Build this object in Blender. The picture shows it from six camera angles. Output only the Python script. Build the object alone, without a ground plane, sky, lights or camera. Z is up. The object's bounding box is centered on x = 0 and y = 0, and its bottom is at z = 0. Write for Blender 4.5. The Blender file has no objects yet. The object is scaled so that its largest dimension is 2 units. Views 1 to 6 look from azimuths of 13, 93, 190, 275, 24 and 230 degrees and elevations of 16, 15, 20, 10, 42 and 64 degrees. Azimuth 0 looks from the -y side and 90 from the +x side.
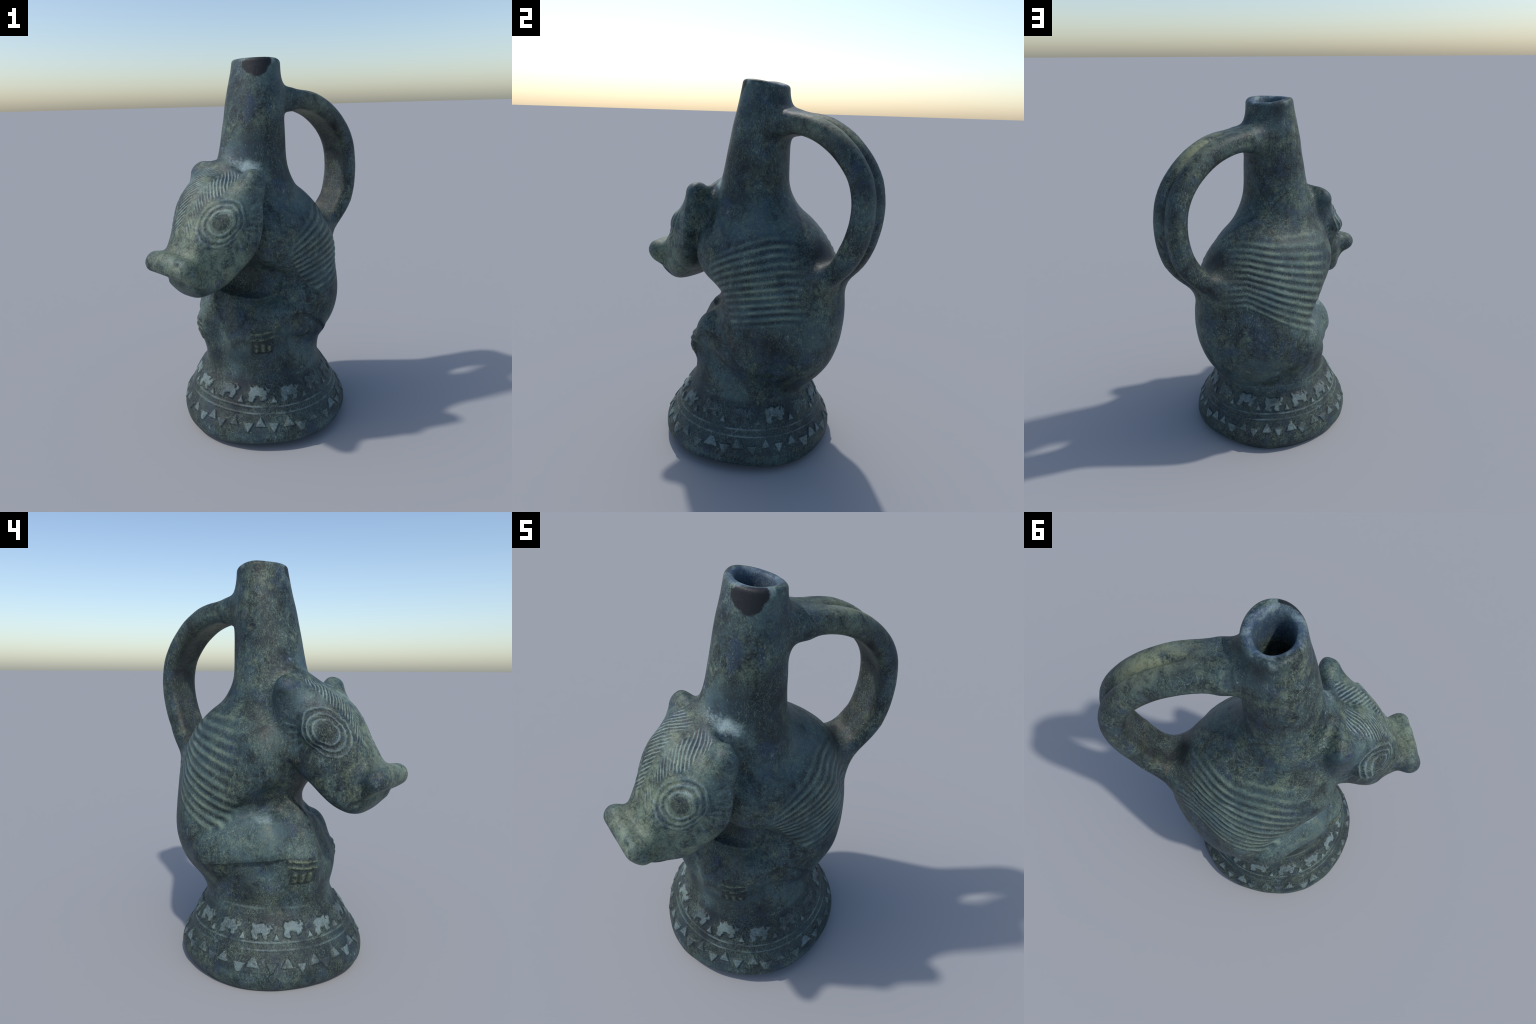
import bpy, math
import numpy as np

GRID, LEVELS = .016, 2

# sizes and places of the modelled volumes; u points to the animal's front, v to its side, z up
P = {
    'base_r': [0.4553, 0.4738, 0.4768, 0.4394, 0.3884, 0.325, 0.3198, 0.2907, 0.2293],
    'base_c': [0.0085, 0.0102],
    'base_d': [0.0003, -0.0692],
    'base_e': [0.0055, 0.0025, -0.0034, 0.0061],
    'ha_c': [-0.1809, -0.038, 0.7272],
    'ha_r': [0.3064, 0.3716, 0.3792],
    'ha_t': [0.1099],
    'tA_a': [-0.134, 0.2178, 0.5605],
    'tA_b': [0.1051, 0.1952, 0.6578],
    'tA_r': [0.1013, 0.0937],
    'sA_b': [0.1812, 0.1734, 0.5552],
    'sA_r': [0.0989],
    'tB_a': [-0.0797, -0.2527, 0.6308],
    'tB_b': [0.1196, -0.1972, 0.6706],
    'tB_r': [0.1801, 0.1342],
    'sB_b': [0.2357, -0.1204, 0.5819],
    'sB_r': [0.1235],
    'fA_c': [-0.1353, 0.1893, 1.0],
    'fA_r': [0.2451, 0.1291, 0.1824],
    'fA_t': [-0.4543],
    'fB_c': [-0.1052, -0.2534, 0.9182],
    'fB_r': [0.2421, 0.1466, 0.1891],
    'fB_t': [-0.4614],
    'ft_a': [0.2166, 0.1764, 0.6137],
    'ft_b': [0.2484, 0.1844, 0.4986],
    'ft_r': [0.0415, 0.0313],
    'ft_v': [-0.0158],
    'nk_e': [0.1118, 0.0529, 0.1079],
    'cs_a': [0.0669, -0.0017, 0.9987],
    'cs_b': [0.0823, -0.0072, 0.7188],
    'cs_r': [0.0877, 0.079],
    'ap_a': [0.2108, 0.0413, 0.6993],
    'ap_b': [0.239, 0.0953, 0.5325],
    'ap_r': [0.0551, 0.0727],
    'cA_c': [-0.0411, 0.3569, 0.5367],
    'cA_r': [0.1193, 0.0988, 0.0786],
    'gA_c': [0.1014, 0.1669, 1.0893],
    'gA_r': [0.1325, 0.1024, 0.1357],
    'gB_c': [0.0806, -0.26, 1.0991],
    'gB_r': [0.147, 0.0859, 0.1496],
    'bel_c': [0.1534, -0.0847, 0.5908],
    'bel_r': [0.1891, 0.0806, 0.2886],
    'bel_t': [-0.032],
    'to_c': [-0.0873, -0.0487, 1.0695],
    'to_r': [0.3764, 0.3054, 0.3038],
    'to_t': [-0.3961],
    'lo_c': [-0.2331, -0.0369, 0.804],
    'lo_r': [0.3053, 0.2835, 0.4597],
    'nk_r': [0.2035, 0.1664, 0.2041, 0.1835, 0.1677, 0.1503, 0.1365, 0.1263],
    'nk_a': [0.068, -0.0274],
    'nk_b': [-0.0292, -0.0435],
    'ha_k': [0.08],
    'hl_t': [1.4436, 1.4675, 1.4249, 1.3978, 1.3194, 1.1794, 1.0644, 1.0622],
    'hl_b': [1.2131, 1.2062, 1.0128, 0.9171, 0.8541, 0.8428, 0.9123, 0.9908],
    'hl_w': [0.2779, 0.2546, 0.2411, 0.2245, 0.1993, 0.1397, 0.1338, 0.1373],
    'hl_v': [0.0526, 0.0253, 0.0153, 0.0503],
    'hl_e': [0.23, 0.6572],
    'hl_q': [0.035],
    'hl_x': [2.91],
    'hl_r': [-0.2518],
    'sn_c': [0.6451, 0.0244, 1.0208],
    'sn_h': [0.112, -0.0088, -0.0018],
    'sn_r': [0.043],
    'er_a': [0.2687, 0.1734, 1.311],
    'er_b': [0.246, 0.212, 1.412],
    'er_r': [0.054, 0.0433],
    'er_c': [-0.002],
    'br_c': [0.3772, 0.1922, 1.225],
    'br_r': [0.0537],
    'hn_r': [0.3872, 0.3865, 0.3955, 0.4163, 0.4163, 0.4245, 0.4343, 0.4389],
    'hn_w': [0.1047, 0.1011, 0.1045, 0.1228],
    'hn_h': [0.0537, 0.0511, 0.0549, 0.0231],
    'dz': [-0.0005],
    'bt': [0.0036, 0.0662],
    'rim': [0.029, 0.4054, 0.8962],
    'hn_v': [-0.0238, 0.0006, 0.0197, -0.0626],
}

F=np.array([-.55,-.835,0]);F/=np.linalg.norm(F);L=np.array([-F[1],F[0],0])
def smin(a,b,k):
    h=np.maximum(k-np.abs(a-b),0)/k
    return np.minimum(a,b)-h*h*k*.25
def smax(a,b,k): return -smin(-a,-b,k)
def ell(u,v,z,c,r,tilt=0.,yaw=0.):
    u=u-c[0];v=v-c[1];z=z-c[2]
    if yaw: cy,sy=np.cos(yaw),np.sin(yaw);u,v=cy*u+sy*v,-sy*u+cy*v
    ct,st=np.cos(tilt),np.sin(tilt)   # positive tilt: local axis 0 points down-forward
    a=ct*u-st*z;b=st*u+ct*z
    k0=np.sqrt((a/r[0])**2+(v/r[1])**2+(b/r[2])**2)+1e-9
    k1=np.sqrt((a/r[0]**2)**2+(v/r[1]**2)**2+(b/r[2]**2)**2)+1e-9
    return k0*(k0-1)/k1
def cap(u,v,z,a,b,ra,rb,sv=1.):
    a=np.array(a);b=np.array(b);d=b-a
    pu,pv,pz=u-a[0],v-a[1],z-a[2]
    t=np.clip((pu*d[0]+pv*d[1]+pz*d[2])/(d@d),0,1)
    return np.sqrt((pu-t*d[0])**2+((pv-t*d[1])/sv)**2+(pz-t*d[2])**2)-(ra+(rb-ra)*t)
def cr(x,xs,ys):
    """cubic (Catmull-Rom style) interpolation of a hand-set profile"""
    xs=np.asarray(xs,float);ys=np.asarray(ys,float);m=np.gradient(ys,xs)
    i=np.clip(np.searchsorted(xs,x)-1,0,len(xs)-2);h=xs[i+1]-xs[i];t=np.clip((x-xs[i])/h,0,1)
    return ys[i]*(2*t**3-3*t**2+1)+h*m[i]*(t**3-2*t**2+t)+ys[i+1]*(3*t**2-2*t**3)+h*m[i+1]*(t**3-t**2)
BZ=[0,.03,.09,.16,.25,.36,.47,.60,.75]
NZ=[1.05,1.2,1.35,1.5,1.65,1.8,1.9,2.0]
def poly(us,zs,n=6):
    s=np.arange(len(us));q=np.linspace(0,len(us)-1,(len(us)-1)*n+1)
    return cr(q,s,us),cr(q,s,zs)
HC=(-.27,1.40);HA=[95,70,45,18,-10,-38,-66,-90]
def hpoly(r,n=6):
    q=np.linspace(0,len(r)-1,(len(r)-1)*n+1);s=np.arange(len(r))
    R=cr(q,s,r);a=np.radians(cr(q,s,HA))
    return HC[0]-R*np.cos(a),HC[1]+R*np.sin(a)
def handle(u,v,z,P):
    pu,pz=hpoly(P['hn_r']);N=len(pu)-1
    best=np.full(u.shape,9.);bt=np.zeros(u.shape)
    for i in range(N):
        du,dz=pu[i+1]-pu[i],pz[i+1]-pz[i]
        t=np.clip(((u-pu[i])*du+(z-pz[i])*dz)/(du*du+dz*dz),0,1)
        d=np.sqrt((u-pu[i]-t*du)**2+(z-pz[i]-t*dz)**2);m=d<best
        best=np.where(m,d,best);bt=np.where(m,(i+t)/N,bt)
    hw=np.interp(bt,[0,.33,.67,1],P['hn_w']);ht=np.interp(bt,[0,.33,.67,1],P['hn_h']);vc=np.interp(bt,[0,.33,.67,1],P['hn_v'])
    r=ht*.85
    x=(v-vc)/hw;out=np.clip(((u-HC[0])**2+(z-HC[1])**2)**.5*60-np.interp(bt,np.linspace(0,1,len(P['hn_r'])),P['hn_r'])*60,-1,1)*.5+.5
    ht=ht-out*(.019*np.exp(-(x/.15)**2)-.004*np.exp(-((np.abs(x)-.5)/.3)**2))*np.clip(bt*10-.5,0,1)*np.clip((1-bt)*8-1,0,1)-(1-out)*.007*np.exp(-(x/.5)**2)
    a=np.maximum(np.abs(v-vc)-hw+r,0);b=np.maximum(best-ht+r,0)
    return np.sqrt(a*a+b*b)-r+np.minimum(np.maximum(np.abs(v-vc)-hw+r,best-ht+r),0),bt,x
HU=[.17,.22,.28,.36,.45,.54,.61,.67]
def headloft(u,v,z,P):
    """wedge of the boar's head: broad flat back behind the ears, narrowing and dropping to the snout"""
    t=cr(u,HU,P['hl_t']);b=cr(u,HU,P['hl_b']);w=cr(u,HU,P['hl_w']);vc=np.interp(u,[.2,.35,.5,.67],P['hl_v'])
    t=t+np.clip(v-vc,-.25,.25)*P['hl_r'][0];m=(t+b)/2;h=(t-b)/2
    q=np.clip((z-m)/h,-1.2,1.2);wq=w*(1-P['hl_q'][0]*q)
    e=np.where(z>m,np.interp(u,[.22,.30,.40,.52],[4.5,3.4,P['hl_x'][0]+.1,P['hl_x'][0]]),2.9)
    rho=(np.abs((v-vc)/wq)**e+np.abs((z-m)/h)**e+1e-12)**(1/e)
    d=(rho-1)*np.minimum(w,h)*.85
    return smax(smax(d,u-P['hl_e'][1],.06),P['hl_e'][0]-u,.05)
def parts(X,P):
    u=X@F;v=X@L;z=X[...,2]+P['dz'][0];D={}
    # base
    th=np.arctan2(v-P['base_c'][1],u-P['base_c'][0]);e=P['base_e']
    cu=P['base_c'][0]+P['base_d'][0]*z;cv=P['base_c'][1]+P['base_d'][1]*z
    rho=np.sqrt((u-cu)**2+(v-cv)**2)
    f=1+(e[0]*np.cos(2*th)+e[1]*np.sin(2*th)+e[2]*np.cos(3*th)+e[3]*np.sin(3*th))
    bump=.015*np.exp(-((z-.39)/.055)**2)*np.clip(-np.cos(th),0,1);R=cr(z,BZ,P['base_r'])*f+bump;R1=cr(z+.01,BZ,P['base_r'])*f+bump
    sl=np.sqrt(1+((R1-R)/.01)**2)
    d=(rho-R)/sl
    zb=z-P['bt'][0]*u-P['bt'][1]*v
    D['base']=np.maximum(smax(d,-zb,.04),z-BZ[-1])
    av=np.abs(v)
    D['haunch']=ell(u,v,z,P['ha_c'],P['ha_r'],P['ha_t'][0])
    for q in 'AB':
        D['thigh'+q]=cap(u,v,z,P['t%s_a'%q],P['t%s_b'%q],*P['t%s_r'%q])
        D['shin'+q]=cap(u,v,z,P['t%s_b'%q],P['s%s_b'%q],P['t%s_r'%q][1]*.8,P['s%s_r'%q][0])
        D['flank'+q]=ell(u,v,z,P['f%s_c'%q],P['f%s_r'%q],P['f%s_t'%q][0])
    D['chest']=cap(u,v,z,P['cs_a'],P['cs_b'],P['cs_r'][0],P['cs_r'][1],sv=1.3)
    D['apron']=cap(u,v,z,P['ap_a'],P['ap_b'],*P['ap_r'])
    D['tuck']=ell(u,v,z,P['cA_c'],P['cA_r'])
    D['shoulder']=np.minimum(ell(u,v,z,P['gA_c'],P['gA_r']),ell(u,v,z,P['gB_c'],P['gB_r']))

    D['belly']=ell(u,v,z,P['bel_c'],P['bel_r'],P['bel_t'][0])
    D['torso']=ell(u,v,z,P['to_c'],P['to_r'],P['to_t'][0])
    D['loin']=ell(u,v,z,P['lo_c'],P['lo_r'])
    s=(z-1.05)/.95
    cu=P['nk_a'][0]+(P['nk_b'][0]-P['nk_a'][0])*s;cv=P['nk_a'][1]+(P['nk_b'][1]-P['nk_a'][1])*s
    ne=np.exp(cr(z,[1.05,1.5,2.0],P['nk_e']))
    rho=np.sqrt(((u-cu)*ne)**2+((v-cv)/ne)**2);R=cr(z,NZ,P['nk_r'])
    q=np.maximum((P['rim'][1]*X[...,0]+P['rim'][2]*X[...,1])/.12,0);top=2.0+P['dz'][0]-P['rim'][0]*q*q/(1+.35*q*q)
    D['neck']=np.maximum(smax((rho-R)*.97,z-top,.02),.95-z);D['neck']=smax(D['neck'],1.06-z+.35*np.maximum(u,0)*0,.25)
    D['hole']=np.maximum(rho-cr(z-top+2,[1.1,1.2,1.6,1.9,1.96,2.0,2.04],[.05,.060,.066,.072,.076,.086,.10]),1.15-z)
    D['skull']=headloft(u,v,z,P)
    c,h=P['sn_c'],P['sn_h']
    D['nose']=cap(u,v,z,(c[0]-h[1],c[1]-h[0],c[2]-h[2]),(c[0]+h[1],c[1]+h[0],c[2]+h[2]),P['sn_r'][0],P['sn_r'][0])
    D['foot']=np.minimum(*[cap(u,s*(v-P['ft_v'][0]),z,P['ft_a'],P['ft_b'],*P['ft_r']) for s in (1,-1)])
    D['ear']=np.minimum(*[cap(u,s*(v-P['er_c'][0]),z,P['er_a'],P['er_b'],*P['er_r']) for s in (1,-1)])
    D['brow']=np.minimum(*[np.sqrt((u-P['br_c'][0])**2+(s*v-P['br_c'][1])**2+(z-P['br_c'][2])**2)-P['br_r'][0] for s in (1,-1)])
    near=(u<.12)&(z>.7);D['handle']=np.full(u.shape,.4);D['handle'][near]=handle(u[near],v[near],z[near],P)[0]
    return D
def sdf(X,P):
    D=parts(X,P)
    d=smin(D['base'],D['haunch'],.075)
    d=smin(smin(d,D['belly'],.08),D['apron'],.08);d=smax(d,-D['tuck'],.10)
    for q in 'AB': d=smin(d,smin(D['thigh'+q],D['shin'+q],.06),.05)
    d=smin(d,D['loin'],.05);d=smin(d,D['chest'],.08)
    t=smin(D['torso'],D['neck'],.12)
    d=smin(d,D['foot'],.02)
    t=smin(smin(t,D['flankA'],.08),D['flankB'],.08)
    t=smin(t,D['shoulder'],.10)
    d=smin(d,t,.05)
    h=smin(D['skull'],D['nose'],.065);h=smin(h,D['ear'],.08);h=smin(h,D['brow'],.04)
    d=smin(d,h,.09)
    d=smin(d,D['handle'],.10+.08*np.clip((X[...,2]-1.5)*3,0,1)+.02*np.clip((1.2-X[...,2])*5,0,1))
    d=smax(d,-D['hole'],.02)
    return d


# ---------------------------------------------------------------- one set of formulas for relief (numpy) and colour (nodes)
class Num:
    """the formulas on arrays"""
    sin, cos, exp, sqrt, floor, atan2, maximum, minimum = (staticmethod(f) for f in (np.sin, np.cos, np.exp, np.sqrt, np.floor, np.arctan2, np.maximum, np.minimum))
    abs = staticmethod(np.abs)
    @staticmethod
    def step(x, a, b):
        t = np.clip((x - a) / (b - a), 0, 1)
        return t * t * (3 - 2 * t)

class Sock:
    """the same formulas as shader nodes"""
    def __init__(s, tree, out): s.t, s.o = tree, out
    def op(s, kind, *args):
        n = s.t.nodes.new("ShaderNodeMath"); n.operation = kind
        for i, a in enumerate((s,) + args):
            if isinstance(a, Sock): s.t.links.new(a.o, n.inputs[i])
            else: n.inputs[i].default_value = float(a)
        return Sock(s.t, n.outputs[0])
    def const(s, x): return x if isinstance(x, Sock) else s.op("MULTIPLY", 0.0).op("ADD", x)
    def __add__(s, o): return s.op("ADD", o)
    __radd__ = __add__
    def __sub__(s, o): return s.op("SUBTRACT", o)
    def __rsub__(s, o): return s.op("MULTIPLY", -1.0).op("ADD", o)
    def __mul__(s, o): return s.op("MULTIPLY", o)
    __rmul__ = __mul__
    def __truediv__(s, o): return s.op("DIVIDE", o)
    def __neg__(s): return s.op("MULTIPLY", -1.0)

class Nod:
    sin = staticmethod(lambda x: x.op("SINE")); cos = staticmethod(lambda x: x.op("COSINE")); exp = staticmethod(lambda x: x.op("EXPONENT"))
    sqrt = staticmethod(lambda x: x.op("SQRT")); floor = staticmethod(lambda x: x.op("FLOOR")); abs = staticmethod(lambda x: x.op("ABSOLUTE"))
    atan2 = staticmethod(lambda a, b: a.op("ARCTAN2", b))
    maximum = staticmethod(lambda a, b: a.op("MAXIMUM", b)); minimum = staticmethod(lambda a, b: a.op("MINIMUM", b))
    @staticmethod
    def step(x, a, b):
        n = x.t.nodes.new("ShaderNodeMapRange"); n.interpolation_type = "SMOOTHSTEP"
        flip = b < a
        x.t.links.new(x.o, n.inputs[0]); n.inputs[1].default_value = min(a, b); n.inputs[2].default_value = max(a, b)
        n.inputs[3].default_value, n.inputs[4].default_value = (1, 0) if flip else (0, 1)
        return Sock(x.t, n.outputs[0])

def gauss(f, x, w): return f.exp(-((x / w) * (x / w)))
def box(f, x, y, x0, x1, y0, y1, e=.005):
    return f.step(x, x0 - e, x0 + e) * f.step(x, x1 + e, x1 - e) * f.step(y, y0 - e, y0 + e) * f.step(y, y1 + e, y1 - e)

def ribs(u, v, z, f):
    """combed wing or flank ribs on both sides: (crest-minus-groove wave, where the ribs are)"""
    ph = f.atan2(v, u) * 57.2958
    side = f.step(v, -.01, .01)
    pa = f.abs(ph)
    q = f.maximum((150 - pa) / 70, 0.0)
    wa = z + .14 * q * f.sqrt(q + .0001)
    wb = (z + 1.121 * q) / (1 + .85 * q)
    wave_a = f.cos((wa - 1.19) * (6.2832 / .0379))
    wave_b = f.cos((wb - 1.262) * (6.2832 / .0305))
    ma = f.step(wa, .80, .83) * f.step(wa, 1.265, 1.19) * f.step(pa, 70, 86) * f.step(pa, 166, 150)
    lowa = .955 - .0066 * (pa - 82)
    ma = ma * f.step(z - lowa, -.005, .02)
    mb = f.step(wb, .93, .955) * f.step(wb, 1.325, 1.255) * f.step(pa, 70, 96) * f.step(pa, 168, 150)
    lowb = .98 - .0105 * (pa - 68)
    mb = mb * f.step(z - lowb, -.005, .02)
    return (wave_a * side + wave_b * (1 - side)), (ma * side + mb * (1 - side)) * f.step(z, .72, .76) * f.step(z, 1.33, 1.25)

def stamp_numbers(u, v):
    """running numbers of the stamped animals and of the wedges round the pedestal"""
    t = np.arctan2(v + .004, u - .009)
    dev = -.35 - 3 * np.cos(t) + .25 * np.cos(2 * t) - .36 * np.cos(3 * t) + .64 * np.sin(3 * t)
    k = (t * 57.2958 - dev + 110) / 25.714
    return np.floor(k + .5) % 14, np.floor(k) % 14, np.floor(t * 57.2958 / 9.23 + .25 * np.sin(2 * t) + .5) % 39

def rnd(f, n):
    h = f.sin(n * 12.99 + .7) * 437.58
    return h - f.floor(h)

def pedestal(u, v, z, f, wx=0.0, wz=0.0):
    """stamped band of quadrupeds, wedges and turned rings: (animals, wedges, rings)"""
    t = f.atan2(v + .004, u - .009)
    dev = -.35 - 3 * f.cos(t) + .25 * f.cos(2 * t) - .36 * f.cos(3 * t) + .64 * f.sin(3 * t)
    d = t * 57.2958 - dev + 110
    k = d / 25.714
    n = f.floor(k + .5)
    jit = f.sin(n * 2.4 + 1.0); jit2 = f.sin(n * 4.1)
    x = (k - n) * .150 + .003 * f.sin(z * 190 + n) + wx
    y = (z - .274 - .005 * jit + .0025 * f.sin(x * 160 + n * 2) + wz) * .92
    on = f.step(z, .22, .23) * f.step(z, .33, .32)
    a = box(f, x, y, -.044, .043, -.012, .028)
    a = f.maximum(a, box(f, x - .004 * jit2, y, -.044, -.016, -.034, .0))
    a = f.maximum(a, box(f, x - .004 * jit, y - .004 * jit, .010, .034, -.030, .003))
    a = f.maximum(a, box(f, x, y, .036, .053, .004, .022))
    a = a * (.55 + .45 * rnd(f, n + 30))
    a = a * (1 - .8 * box(f, x - .004 * jit2, y, .027, .034, .012, .03, .003)) * on
    x1 = (k - n - .47 + f.step(k - n, 0, -.001)) * .167
    y1 = z - .232
    w1 = f.step(.017 - f.abs(x1) - .52 * y1, -.002, .004) * f.step(y1, -.002, .003) * f.step(y1, .034, .03)
    k2 = t * 57.2958 / 9.23 + .25 * f.sin(2 * t)
    n2 = f.floor(k2 + .5)
    odd = 2 * (n2 / 2 - f.floor(n2 / 2))          # 0 or 1
    s = 2 * odd - 1
    y2 = (z - .134 - .010 * s - .006 * f.sin(3 * t) - .008 * (rnd(f, n2 + 50) - .5)) * s + .019
    x2 = (k2 - n2 + .25 * (rnd(f, n2 + 20) - .5)) * .074 + .12 * (rnd(f, n2 + 90) - .5) * y2 + wx
    w2 = f.step((.027 + .012 * rnd(f, n2)) - f.abs(x2) - .62 * y2, -.003, .005) * f.step(y2, -.002, .003) * f.step(y2, .046, .040)
    zr = z + .005 * f.cos(t - 1.4) - .006 * f.cos(t) + wz * .5
    r = gauss(f, zr - .2165, .0036) + .9 * gauss(f, zr - .186, .0036) + .5 * gauss(f, z - .352 - .012 * f.cos(t + 1.0), .006) * f.step(f.cos(t + 1.7), .1, .5)
    return a, f.maximum(w1, w2 * .8), r

def face(u, v, z, f, wob=0.0):
    """incised rings round the eyes, pupils, hair strokes and the mouth line"""
    av = f.abs(v)
    du, dv, dz = u - .447, av - .197, z - 1.225
    ea, ec = (du * .69 - dz * .724) * .74, (du * .724 + dz * .69) * 1.14
    r = f.sqrt(ea * ea + ec * ec + .5 * dv * dv + .000001) + .0015 * f.sin(z * 60 + u * 40) + wob
    head = f.step(u, .22, .26)
    ring = f.cos((r - .050) * (6.2832 / .0235)) * f.step(r, .036, .044) * f.step(r, .120, .095)
    pupil = f.step(r, .042, .028)
    ax = (u - .30) * .69 - (z - 1.30) * .724
    nn = (u - .30) * .724 + (z - 1.30) * .69
    chev = f.cos((ax * .64 - av * .77 + wob * .6) * (6.2832 / .0165)) * f.step(av, .012, .03) * f.step(av, .15, .12) * f.step(r, .105, .125) * f.step(ax, .30, .22) * f.step(ax, -.16, -.1) * f.step(nn, .0, .03)
    th = f.atan2(nn - .03, ax - .12)
    rad = f.cos(th * 21.0 + r * 14) * f.step(r, .118, .135) * f.step(r, .22, .16) * f.step(nn, .03, -.0) * f.step(ax, .30, .22)
    return ring * head, pupil * head, (chev + rad * .45) * head

def feet(u, v, z, f):
    ph = f.atan2(v, u) * 57.2958
    side = f.step(v, -.01, .01)
    x = ((ph - 45) * side + (-(ph + 28)) * (1 - side)) * .0058
    on = f.step(u, .10, .16) * f.step(f.abs(x), .072, .060)
    bands = (gauss(f, z - .602 - .1 * x, .006) + gauss(f, z - .572 - .1 * x, .006)) * on
    toes = (.5 + .5 * f.cos((x - .003) * (6.2832 / .034))) * f.step(f.abs(x), .056, .046) * f.step(z, .488, .500) * f.step(z, .552, .540)
    toes = toes * f.step(u, .10, .16)
    slot = box(f, f.abs(x), z, -.02, .060, .482, .620, .008) * f.step(u, .10, .16)
    return bands, toes, slot

def thigh_crease(u, v, z, f):
    """undercut below the folded legs, where they lie on the pedestal"""
    ph = f.atan2(v, u) * 57.2958
    side = f.step(v, -.01, .01)
    pa = f.abs(ph)
    za = .668 - .00010 * (pa - 84) * (pa - 84)
    zb = .612 - .0009 * (pa - 46)
    zc = za * side + zb * (1 - side)
    on = (f.step(pa, 50, 60) * f.step(pa, 135, 112)) * side + (f.step(pa, 38, 46) * f.step(pa, 125, 100)) * (1 - side)
    h = z - zc
    return f.step(h, .010, -.010) * f.exp(f.minimum(h, 0.0) / .055) * on, gauss(f, h - .028, .03) * on

def fold(u, v, z, f):
    """hollow between the ribbed shell and the folded leg, and the rounded ridge of the leg below it"""
    pa = f.abs(f.atan2(v, u) * 57.2958)
    side = f.step(v, -.01, .01)
    za = .905 - .0019 * (pa - 55) - .0000 * pa
    zb = .930 - .0018 * (pa - 50) - .00004 * (pa - 50) * (pa - 50)
    on = f.step(pa, 30, 55) * f.step(pa, 125, 100)
    h = z - (za * side + zb * (1 - side))
    return gauss(f, h, .032) * on, gauss(f, h + .085, .04) * on

def relief(X, N):
    u, v, z = X @ L, X @ L, X[:, 2]
    u = X @ F
    f = Num
    w, m = ribs(u, v, z, f)
    a, wd, r = pedestal(u, v, z, f)
    ring, pupil, hair = face(u, v, z, f)
    bands, toes, slot = feet(u, v, z, f)
    d = .0024 * w * m * (.7 + .5 * np.sin(9 * u + 11 * z + 4 * v)) + .008 * a + .0075 * wd + .0028 * r
    d += (.0016 * ring - .003 * pupil + .0011 * hair) * (X[:, 2] > .9)
    d += .006 * bands + .007 * toes - .003 * slot
    cr1, cr2 = thigh_crease(u, v, z, f)
    hollow, ridge = fold(u, v, z, f)
    d += .010 * ridge - .013 * hollow
    d += .006 * cr2 - .013 * cr1
    # nostrils, mouth line under the snout disc
    d -= .016 * gauss(f, np.sqrt((u - .672) ** 2 + (np.abs(v - .04) - .085) ** 2 + (z - 1.045) ** 2), .018)
    d -= .014 * gauss(f, (z - .925) - .55 * (u - .60), .010) * f.step(u, .50, .56) * f.step(np.abs(v - .03), .16, .12)
    # hand-modelled unevenness of the clay
    d += .004 * np.sin(5 * np.arctan2(v, u) + 1) * f.step(z, .20, .04)
    d += .003 * np.sin(9 * X[:, 0] + 2 * np.sin(7 * z)) * np.sin(8 * X[:, 1] + 1.3) * np.sin(6 * z + 2 * X[:, 0])
    d += .0010 * np.sin(31 * X[:, 0] + 17 * z) * np.sin(37 * X[:, 1] - 9 * z + 1) * np.sin(29 * z)
    return d

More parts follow.
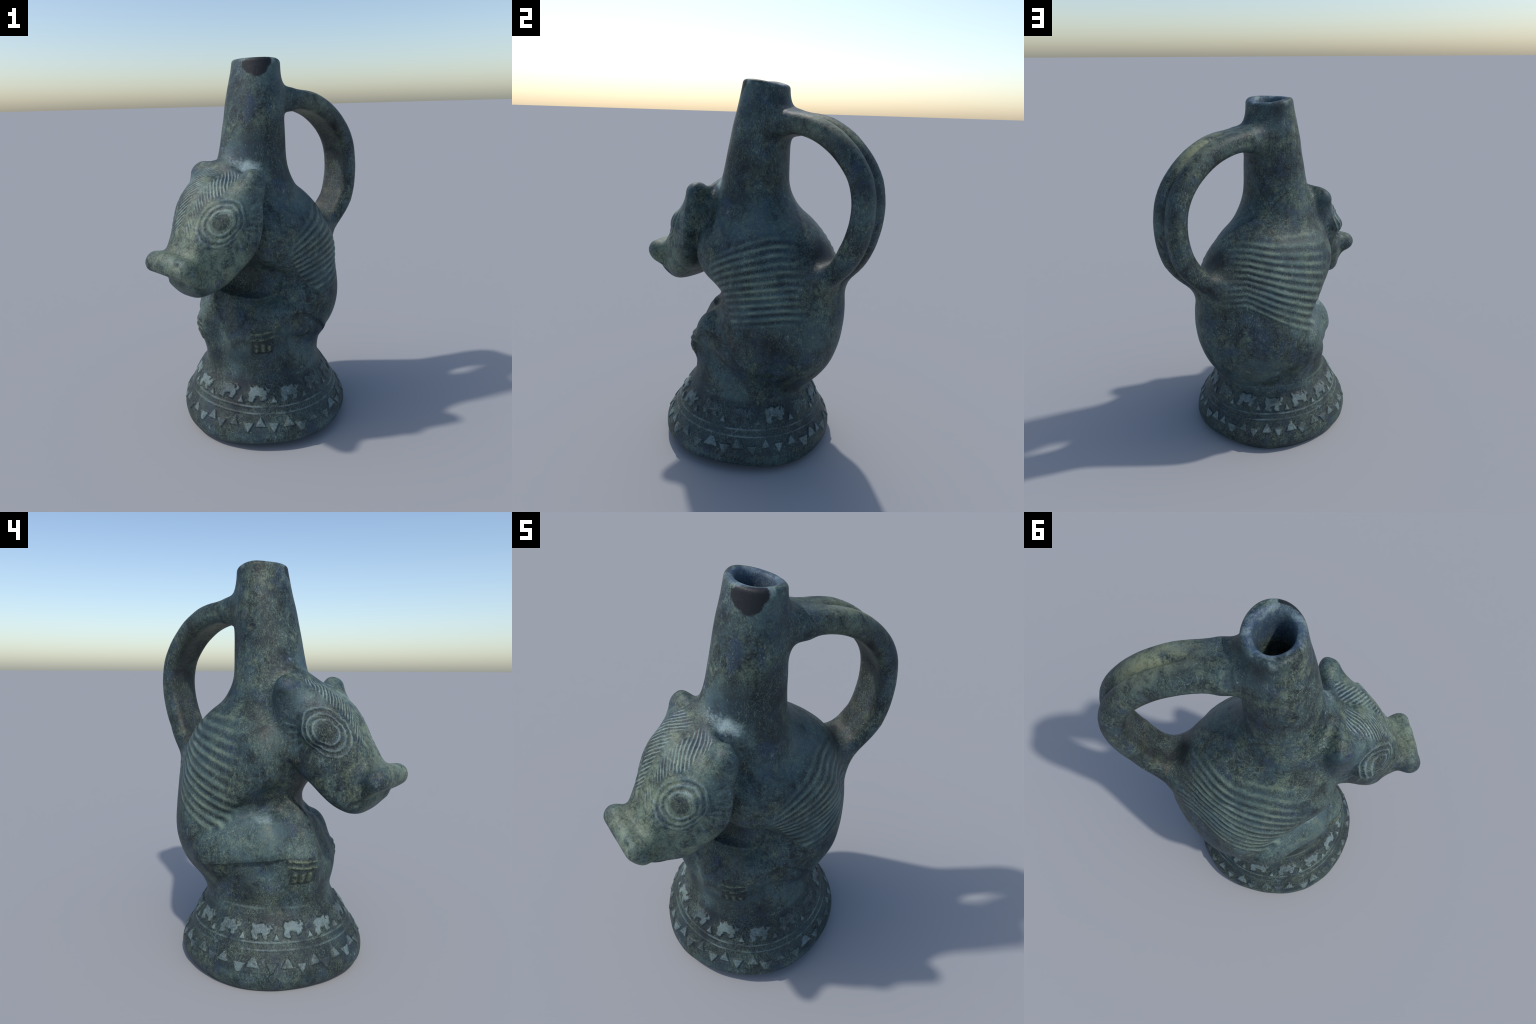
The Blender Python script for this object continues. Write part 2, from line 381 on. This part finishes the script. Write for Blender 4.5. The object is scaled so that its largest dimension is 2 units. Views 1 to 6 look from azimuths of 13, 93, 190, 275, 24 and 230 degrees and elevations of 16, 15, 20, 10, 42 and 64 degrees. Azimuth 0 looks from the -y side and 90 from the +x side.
# ---------------------------------------------------------------- material
def make_clay():
    mat = bpy.data.materials.new("burnished_grey_clay"); mat.use_nodes = True
    T = mat.node_tree; T.nodes.clear()
    new, link = T.nodes.new, T.links.new
    out = new("ShaderNodeOutputMaterial"); bs = new("ShaderNodeBsdfPrincipled"); link(bs.outputs[0], out.inputs[0])
    co = new("ShaderNodeTexCoord").outputs["Object"]
    def dot(vec):
        n = new("ShaderNodeVectorMath"); n.operation = "DOT_PRODUCT"; link(co, n.inputs[0]); n.inputs[1].default_value = vec
        return Sock(T, n.outputs["Value"])
    u, v, z = dot(tuple(F)), dot(tuple(L)), dot((0, 0, 1))
    f = Nod
    def noise(scale, detail=4, rough=.55, dist=0.0, stretch=None, seed=0.0, warp=None):
        vec = co
        mp = new("ShaderNodeMapping"); link(co, mp.inputs[0]); mp.inputs["Location"].default_value = (seed, seed * 1.7, -seed)
        if stretch: mp.inputs["Rotation"].default_value = stretch[1]; mp.inputs["Scale"].default_value = stretch[0]
        n = new("ShaderNodeTexNoise"); link(mp.outputs[0], n.inputs["Vector"])
        n.inputs["Scale"].default_value = scale; n.inputs["Detail"].default_value = detail
        n.inputs["Roughness"].default_value = rough; n.inputs["Distortion"].default_value = dist
        return Sock(T, n.outputs["Fac"])
    def colour(c): 
        n = new("ShaderNodeRGB"); n.outputs[0].default_value = (*c, 1); return n.outputs[0]
    def mix(a, b, fac):
        n = new("ShaderNodeMix"); n.data_type = "RGBA"; n.clamp_factor = True
        link(fac.o, n.inputs["Factor"]); link(a, n.inputs["A"]); link(b, n.inputs["B"])
        return n.outputs["Result"]
    def spot(c, s, r0, r1):
        du, dv, dz = u - c[0], v - c[1], z - c[2]
        d = f.sqrt(du * du / s[0] ** 2 + dv * dv / s[1] ** 2 + dz * dz / s[2] ** 2)
        return d, f.step(d, r1, r0)

    big, med, fine, vfine = noise(4.5, 5, .6, .4), noise(16, 5, .6, .6, seed=3), noise(55, 4, .6, 1.2, seed=7), noise(150, 3, .6, .5, seed=11)
    smear = noise(30, 4, .6, .8, ((1, 1, .22), (.25, .15, 0)), 5)
    # fine root-like scratches: narrow level lines of a distorted noise
    worm = f.step(f.abs(noise(42, 2, .5, 2.2, seed=21) - .5), .022, .004) * f.step(noise(9, 3, seed=23), .38, .58)
    hatch = f.step(f.abs(noise(60, 2, .5, 1.0, ((1, 1, .4), (.6, .3, .2)), 27) - .52), .025, .005) * f.step(noise(7, 3, seed=29), .38, .58)

    fibre = f.step(f.abs(noise(85, 2, .5, 1.6, ((1, 1, .45), (.2, -.5, .3)), 33) - .5), .030, .006)
    fibre2 = f.step(f.abs(noise(80, 2, .5, 1.8, ((1, .5, 1), (.5, .2, -.3)), 37) - .5), .030, .006) * f.step(noise(10, 3, seed=39), .40, .6)
    slate, dark, teal = colour(SLATE), colour(DARK), colour(TEAL)
    light_tint, pale, white = colour(LIGHT_TINT), colour(PALE), colour(WHITE)
    blue, brown, ochre, soot = colour(BLUE), colour(BROWN), colour(OCHRE), colour(SOOT)
    tone = big * .25 + med * .35 + fine * .40 + smear * .30
    col = mix(dark, slate, f.step(tone, .50, .74))
    col = mix(col, light_tint, f.step(noise(7, 5, .7, .5, seed=31) + .6 * fine + .25 * vfine, .90, 1.14) * .50)  # yellow-green mottling over the grey
    col = mix(col, blue, f.step(noise(7, 4, .6, .8, seed=41) + .25 * med, .62, .80) * .7)
    col = mix(col, dark, f.step(noise(11, 4, .65, .7, seed=43) + .25 * fine, .66, .82) * .75)

    col = mix(col, teal, f.step(noise(3.6, 3, .5, .4, seed=47) + .15 * fine, .56, .74) * .6)
    col = mix(col, dark, f.step(noise(3.2, 3, .5, .4, seed=49) + .2 * fine, .60, .78) * .6)
    col = mix(col, ochre, f.step(noise(9, 5, .7, .6, seed=91) + .5 * fine, .84, 1.06) * .35)
    # worn light crests and dark grooves of the tooled relief
    w, m = ribs(u, v, z, f)
    worn = f.step(noise(14, 4, .6, seed=51), .30, .62)
    worn2 = f.step(noise(9, 4, .6, seed=57), .36, .64)
    col = mix(col, teal, m * .35)
    col = mix(col, colour(STRAW), f.step(w + .5 * (fine - .5), .0, 1.0) * m * (.12 + .36 * worn2))
    col = mix(col, dark, f.step(w + .6 * (med - .5), .0, -.9) * m * (.25 + .5 * f.step(noise(8, 3, seed=58), .38, .6)))
    ring, pupil, hair = face(u, v, z, f, (noise(30, 4, .6, .5, seed=85) - .5) * .022)
    up = f.step(z, .86, .95)
    col = mix(col, colour(STRAW), f.step(u, .22, .42) * up * f.step(noise(15, 5, .7, .6, seed=53) + .3 * fine - .3 * f.step(v, .02, -.25), .46, .80) * .50)  # head front lightened to show the bright light falling on it
    col = mix(col, pale, f.step(ring, .2, .9) * up * (.06 + .34 * worn))
    col = mix(col, dark, f.maximum(f.step(ring, -.2, -.9) * .35, pupil * .6) * up)
    col = mix(col, pale, f.step(hair, .1, .8) * up * (.10 + .45 * worn))
    col = mix(col, dark, f.step(hair, -.1, -.8) * up * (.15 + .35 * worn))
    wxn, wzn = (noise(38, 3, .6, .5, seed=81) - .5) * .014, (noise(34, 3, .6, .5, seed=83) - .5) * .014
    a, wd, r = pedestal(u, v, z, f, wxn, wzn)
    band = f.step(z, .34, .32) * f.step(z, .08, .11)
    col = mix(col, dark, band * .5)
    fade = f.step(noise(5, 3, seed=61), .32, .55)
    st = f.maximum(a, wd)
    edge = st * (1 - st) * 4
    grain = f.step(med * .6 + fine * .7, .40, .72)
    col = mix(col, dark, f.step(edge, .5, 1.0) * .35)
    col = mix(col, pale, f.step(st + .9 * (fine - .5) + .5 * (vfine - .5), .25, .95) * (.08 + .32 * fade) * (.5 + .5 * grain))
    col = mix(col, white, f.step(st + .8 * (vfine - .5), .6, 1.1) * fade * .10)
    col = mix(col, pale, r * (.08 + .40 * f.step(noise(8, 4, seed=63), .40, .62)))
    bands, toes, slot = feet(u, v, z, f)
    col = mix(col, dark, slot * .7)
    col = mix(col, light_tint, f.maximum(bands, toes) * f.step(fine, .35, .55) * .7)

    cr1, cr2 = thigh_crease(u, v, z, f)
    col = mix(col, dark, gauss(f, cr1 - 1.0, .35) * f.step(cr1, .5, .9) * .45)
    # local colour patches: pale, olive, brown and blue
    deposit = f.step(med + .4 * vfine, .42, .80)
    for c, s, k in DEPOSITS:
        d, msk = spot(c, s, .25, 1.0); col = mix(col, white, f.step(msk * .75 + (med - .5) * 1.1 + (fine - .5) * .7 + (vfine - .5) * .4, .15, .95) * k)
    for c, s, k in OLIVE:
        d, msk = spot(c, s, .2, 1.0); col = mix(col, mix(ochre, colour(STRAW), med), msk * k * f.step(med + .4 * fine, .45, .80))
    for c, s, k in BROWNS:
        d, msk = spot(c, s, .3, 1.0); col = mix(col, brown, msk * k * (.5 + .5 * f.step(smear, .3, .6)))
    rad = f.sqrt((u + .27) * (u + .27) + (z - 1.40) * (z - 1.40))
    col = mix(col, brown, f.step(rad + .02 * (med - .5), .392, .368) * f.step(u, -.36, -.46) * f.step(z, .98, 1.06) * .45)
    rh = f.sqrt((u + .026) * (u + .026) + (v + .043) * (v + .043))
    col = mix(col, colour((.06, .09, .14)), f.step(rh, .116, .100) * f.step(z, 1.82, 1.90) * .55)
    # rim lip and the wormy scratches
    col = mix(col, white, f.step(z + .02 * (med - .5) - .02 * f.step(u, -.05, .05), 1.955, 1.975) * f.step(med, .45, .6) * .2)
    straw = colour(STRAW)
    col = mix(col, dark, fibre2 * .55)
    col = mix(col, straw, fibre * f.step(noise(8, 3, seed=35), .40, .62) * .26)
    col = mix(col, straw, worm * .36)
    col = mix(col, straw, hatch * .36)
    col = mix(col, dark, f.step(vfine, .60, .72) * .25)
    d, chip = spot((.105, .062, 1.975), (.105, .085, .075), .86, 1.0)
    chip_edge = f.step(d + 1.1 * (noise(13, 4, seed=71) - .5), 1.0, .86)
    col = mix(col, soot, chip_edge * f.step(rh, .106, .114))
    gm = new("ShaderNodeGamma"); gm.inputs["Gamma"].default_value = 1.40; link(col, gm.inputs["Color"])
    sc = new("ShaderNodeMix"); sc.data_type = "RGBA"; sc.blend_type = "MULTIPLY"; sc.inputs["Factor"].default_value = 1
    link(gm.outputs[0], sc.inputs["A"]); sc.inputs["B"].default_value = (3.05, 3.0, 2.86, 1)
    link(sc.outputs["Result"], bs.inputs["Base Color"])
    rgh = (med * .25 + .42)
    link(rgh.o, bs.inputs["Roughness"])
    bs.inputs["Specular IOR Level"].default_value = .35
    h = fine * .5 + vfine * .35 + worm * .15
    bp = new("ShaderNodeBump"); bp.inputs["Strength"].default_value = .5; bp.inputs["Distance"].default_value = .004
    link(h.o, bp.inputs["Height"]); link(bp.outputs[0], bs.inputs["Normal"])
    return mat

DARK, SLATE, LIGHT_TINT = (.011, .017, .022), (.042, .066, .074), (.132, .152, .104)
PALE, WHITE, BLUE = (.20, .25, .26), (.36, .42, .43), (.030, .048, .080)
TEAL = (.066, .100, .110)
STRAW = (.19, .222, .168)
BROWN, OCHRE, SOOT = (.034, .032, .030), (.150, .135, .070), (.018, .021, .026)
DEPOSITS = [((.165, .03, 1.46), (.10, .20, .065), .62), ((.15, -.15, 1.40), (.07, .08, .10), .6), ((.19, -.20, 1.15), (.05, .06, .12), .35), ((.12, -.24, .79), (.12, .08, .04), .25)]
OLIVE = [((-.46, .02, 1.03), (.14, .14, .10), .8), ((-.44, 0, 1.76), (.34, .14, .16), .8), ((.15, -.22, 1.15), (.12, .12, .18), .35), ((.60, .02, 1.05), (.12, .2, .1), .3)]  # second entry: lighter olive tint on the top of the handle
BROWNS = [((-.25, .02, 1.74), (.16, .07, .04), .7), ((.20, -.05, .90), (.14, .25, .10), .35)]
clay = make_clay()

REGIONS = [("pedestal", None), ("torso", None), ("abdomen", None), ("leg", None), ("leg", None), ("neck", None), ("handle", None), ("head", None), ("ear", 7), ("ear", 7), ("snout", 7), ("foot", 3), ("foot", 4), ("eye", 7), ("eye", 7)]
def region(X):
    D = parts(X, P); v = X @ L
    body = np.minimum(np.minimum(np.minimum(D['haunch'], D['loin']), D['belly']), np.minimum(D['chest'], D['apron']))
    big = 9.
    mins = lambda *k: np.minimum.reduce([D[q] for q in k])
    K = [D['base'], mins('torso', 'flankA', 'flankB', 'shoulder'), body, mins('thighA', 'shinA'), mins('thighB', 'shinB'), np.minimum(D['neck'], np.abs(D['hole'])), D['handle'],
         mins('skull', 'brow'), np.where(v > 0, D['ear'], big), np.where(v <= 0, D['ear'], big), D['nose'], np.where(v > 0, D['foot'], big), np.where(v <= 0, D['foot'], big)]
    lab = np.argmin(np.stack(K), 0)
    u, z = X @ F, X[:, 2]
    eye = (face(u, v, z, Num)[1] > .5) & (z > 1.1) & (u > .3)
    return np.where(eye, np.where(v > 0, 13, 14), lab)


# ---------------------------------------------------------------- surface extraction
def grad(X, e=2e-3):
    g = np.empty_like(X)
    for i in range(3):
        d = np.zeros(3); d[i] = e
        g[:, i] = shape(X + d) - shape(X - d)
    return g / (np.linalg.norm(g, axis=1, keepdims=True) + 1e-12)

def shape(X):
    out = np.empty(len(X))
    for i in range(0, len(X), 200000):
        out[i:i + 200000] = sdf(X[i:i + 200000], P)
    return out

def surface_nets(lo, hi, h):
    """quad mesh of the zero level of the modelled solid"""
    n = np.ceil((np.array(hi) - lo) / h).astype(int) + 1
    ax = [lo[i] + h * np.arange(n[i]) for i in range(3)]
    G = np.stack(np.meshgrid(*ax, indexing="ij"), -1)
    d = shape(G.reshape(-1, 3)).reshape(n)
    c = [d[i:n[0] - 1 + i, j:n[1] - 1 + j, k:n[2] - 1 + k] for i in (0, 1) for j in (0, 1) for k in (0, 1)]
    s = np.stack([x < 0 for x in c]).sum(0)
    act = (s > 0) & (s < 8)
    idx = -np.ones(act.shape, int); idx[act] = np.arange(act.sum())
    cell = np.argwhere(act)
    V = np.array(lo) + h * (cell + .5)
    Q = []
    for a in range(3):
        b, cc = (a + 1) % 3, (a + 2) % 3
        sl0 = [slice(1, -1)] * 3; sl1 = [slice(1, -1)] * 3
        sl0[a] = slice(0, -1); sl1[a] = slice(1, None)
        d0, d1 = d[tuple(sl0)], d[tuple(sl1)]
        for sign in (0, 1):
            m = (d0 < 0) & (d1 >= 0) if sign == 0 else (d0 >= 0) & (d1 < 0)
            e = np.argwhere(m); off = np.ones(3, int); off[a] = 0; e = e + off
            def at(db, dc):
                q = e.copy(); q[:, b] += db; q[:, cc] += dc
                return idx[q[:, 0], q[:, 1], q[:, 2]]
            f = np.stack([at(-1, -1), at(0, -1), at(0, 0), at(-1, 0)], 1)
            Q.append(f if sign == 0 else f[:, ::-1])
    return V, np.concatenate(Q)

def split(V, Q):
    """one linear subdivision of a quad mesh"""
    E = np.sort(np.stack([Q, np.roll(Q, -1, 1)], -1).reshape(-1, 2), 1)
    k = E[:, 0] * len(V) + E[:, 1]
    u, first, inv = np.unique(k, return_index=True, return_inverse=True)
    ev = V[E[first]].mean(1); n = len(V)
    ei = (n + inv.reshape(-1)).reshape(-1, 4)
    fi = n + len(u) + np.arange(len(Q))
    W = np.concatenate([V, ev, V[Q].mean(1)])
    F_ = np.concatenate([np.stack([Q[:, i], ei[:, i], fi, ei[:, i - 1]], 1) for i in range(4)])
    return W, F_

def settle(V, n=2, cap_=.01):
    for _ in range(n):
        V = V - np.clip(shape(V), -cap_, cap_)[:, None] * grad(V)
    return V

def relax(V, Q, k=.5):
    S = np.zeros_like(V); C = np.zeros(len(V))
    for i in range(4):
        for j in (1, 3):
            np.add.at(S, Q[:, i], V[Q[:, (i + j) % 4]]); np.add.at(C, Q[:, i], 1)
    return V + k * (S / C[:, None] - V)

V, Q = surface_nets([-.62, -.78, -.05], [.62, .78, 2.06], GRID)
for _ in range(2):
    V = settle(V, 2, .012); V = relax(V, Q)
V = settle(V, 2)
for level in range(LEVELS):
    V, Q = split(V, Q)
    V = settle(V, 1)
    V = relax(V, Q, .3)
V = settle(V, 2)
N = grad(V)
V = V + relief(V, N)[:, None] * N
V[:, 2] = np.maximum(V[:, 2], 0)

# ---------------------------------------------------------------- parts
me = bpy.data.meshes.new("whole")
me.from_pydata([], [], [])
me.vertices.add(len(V)); me.vertices.foreach_set("co", V.astype(np.float32).ravel())
me.loops.add(Q.size); me.loops.foreach_set("vertex_index", Q.astype(np.int32).ravel())
me.polygons.add(len(Q)); me.polygons.foreach_set("loop_start", np.arange(0, Q.size, 4, dtype=np.int32))
me.update(calc_edges=True)
VN = np.empty(len(V) * 3, np.float32); me.vertex_normals.foreach_get("vector", VN); VN = VN.reshape(-1, 3).copy()
bpy.data.meshes.remove(me)

root = bpy.data.objects.new("animal_vessel", None)
root.empty_display_size = .2
root["label"] = "dark grey-green pottery bottle shaped as a crouching boar"
root["category"] = "pottery vessel"
bpy.context.scene.collection.objects.link(root)

def add_part(name, faces, mats, parent, midx=None):
    used, inv = np.unique(faces, return_inverse=True); f = inv.reshape(faces.shape)
    m = bpy.data.meshes.new(name)
    m.vertices.add(len(used)); m.vertices.foreach_set("co", V[used].astype(np.float32).ravel())
    m.loops.add(f.size); m.loops.foreach_set("vertex_index", f.astype(np.int32).ravel())
    m.polygons.add(len(f)); m.polygons.foreach_set("loop_start", np.arange(0, f.size, 4, dtype=np.int32))
    m.update(calc_edges=True)
    m.polygons.foreach_set("use_smooth", np.ones(len(f), bool))
    for x in mats: m.materials.append(x)
    m.normals_split_custom_set_from_vertices(VN[used].tolist())
    o = bpy.data.objects.new(name, m)
    bpy.context.scene.collection.objects.link(o)
    o.parent = parent
    return o

cen = V[Q].mean(1)
lab = region(cen)
cu, cv = cen @ F, cen @ L
stamp, wedge, _ = pedestal(cu, cv, cen[:, 2], Num)
animal_no, small_no, wedge_no = stamp_numbers(cu, cv)
on_foot = lab == 0
is_animal = on_foot & (stamp > .35)
is_wedge = on_foot & (wedge > .4) & ~is_animal
upper = cen[:, 2] > .2
base_faces = on_foot & ~is_animal & ~is_wedge
objs = {}
for i, (name, parent) in enumerate(REGIONS):
    sel = Q[base_faces if i == 0 else lab == i]
    if len(sel):
        objs[i] = add_part(name, sel, [clay], root if parent is None else objs[parent])
for mask, number, name in ((is_animal, animal_no, "stamped_animal"), (is_wedge & upper, small_no, "stamped_triangle"), (is_wedge & ~upper, wedge_no, "stamped_triangle")):
    for n in np.unique(number[mask]):
        sel = Q[mask & (number == n)]
        if len(sel) > 12:
            add_part(name, sel, [clay], objs[0])
        else:
            base_extra = add_part("stamped_chip", sel, [clay], objs[0]); base_extra["kind"] = "stuff"
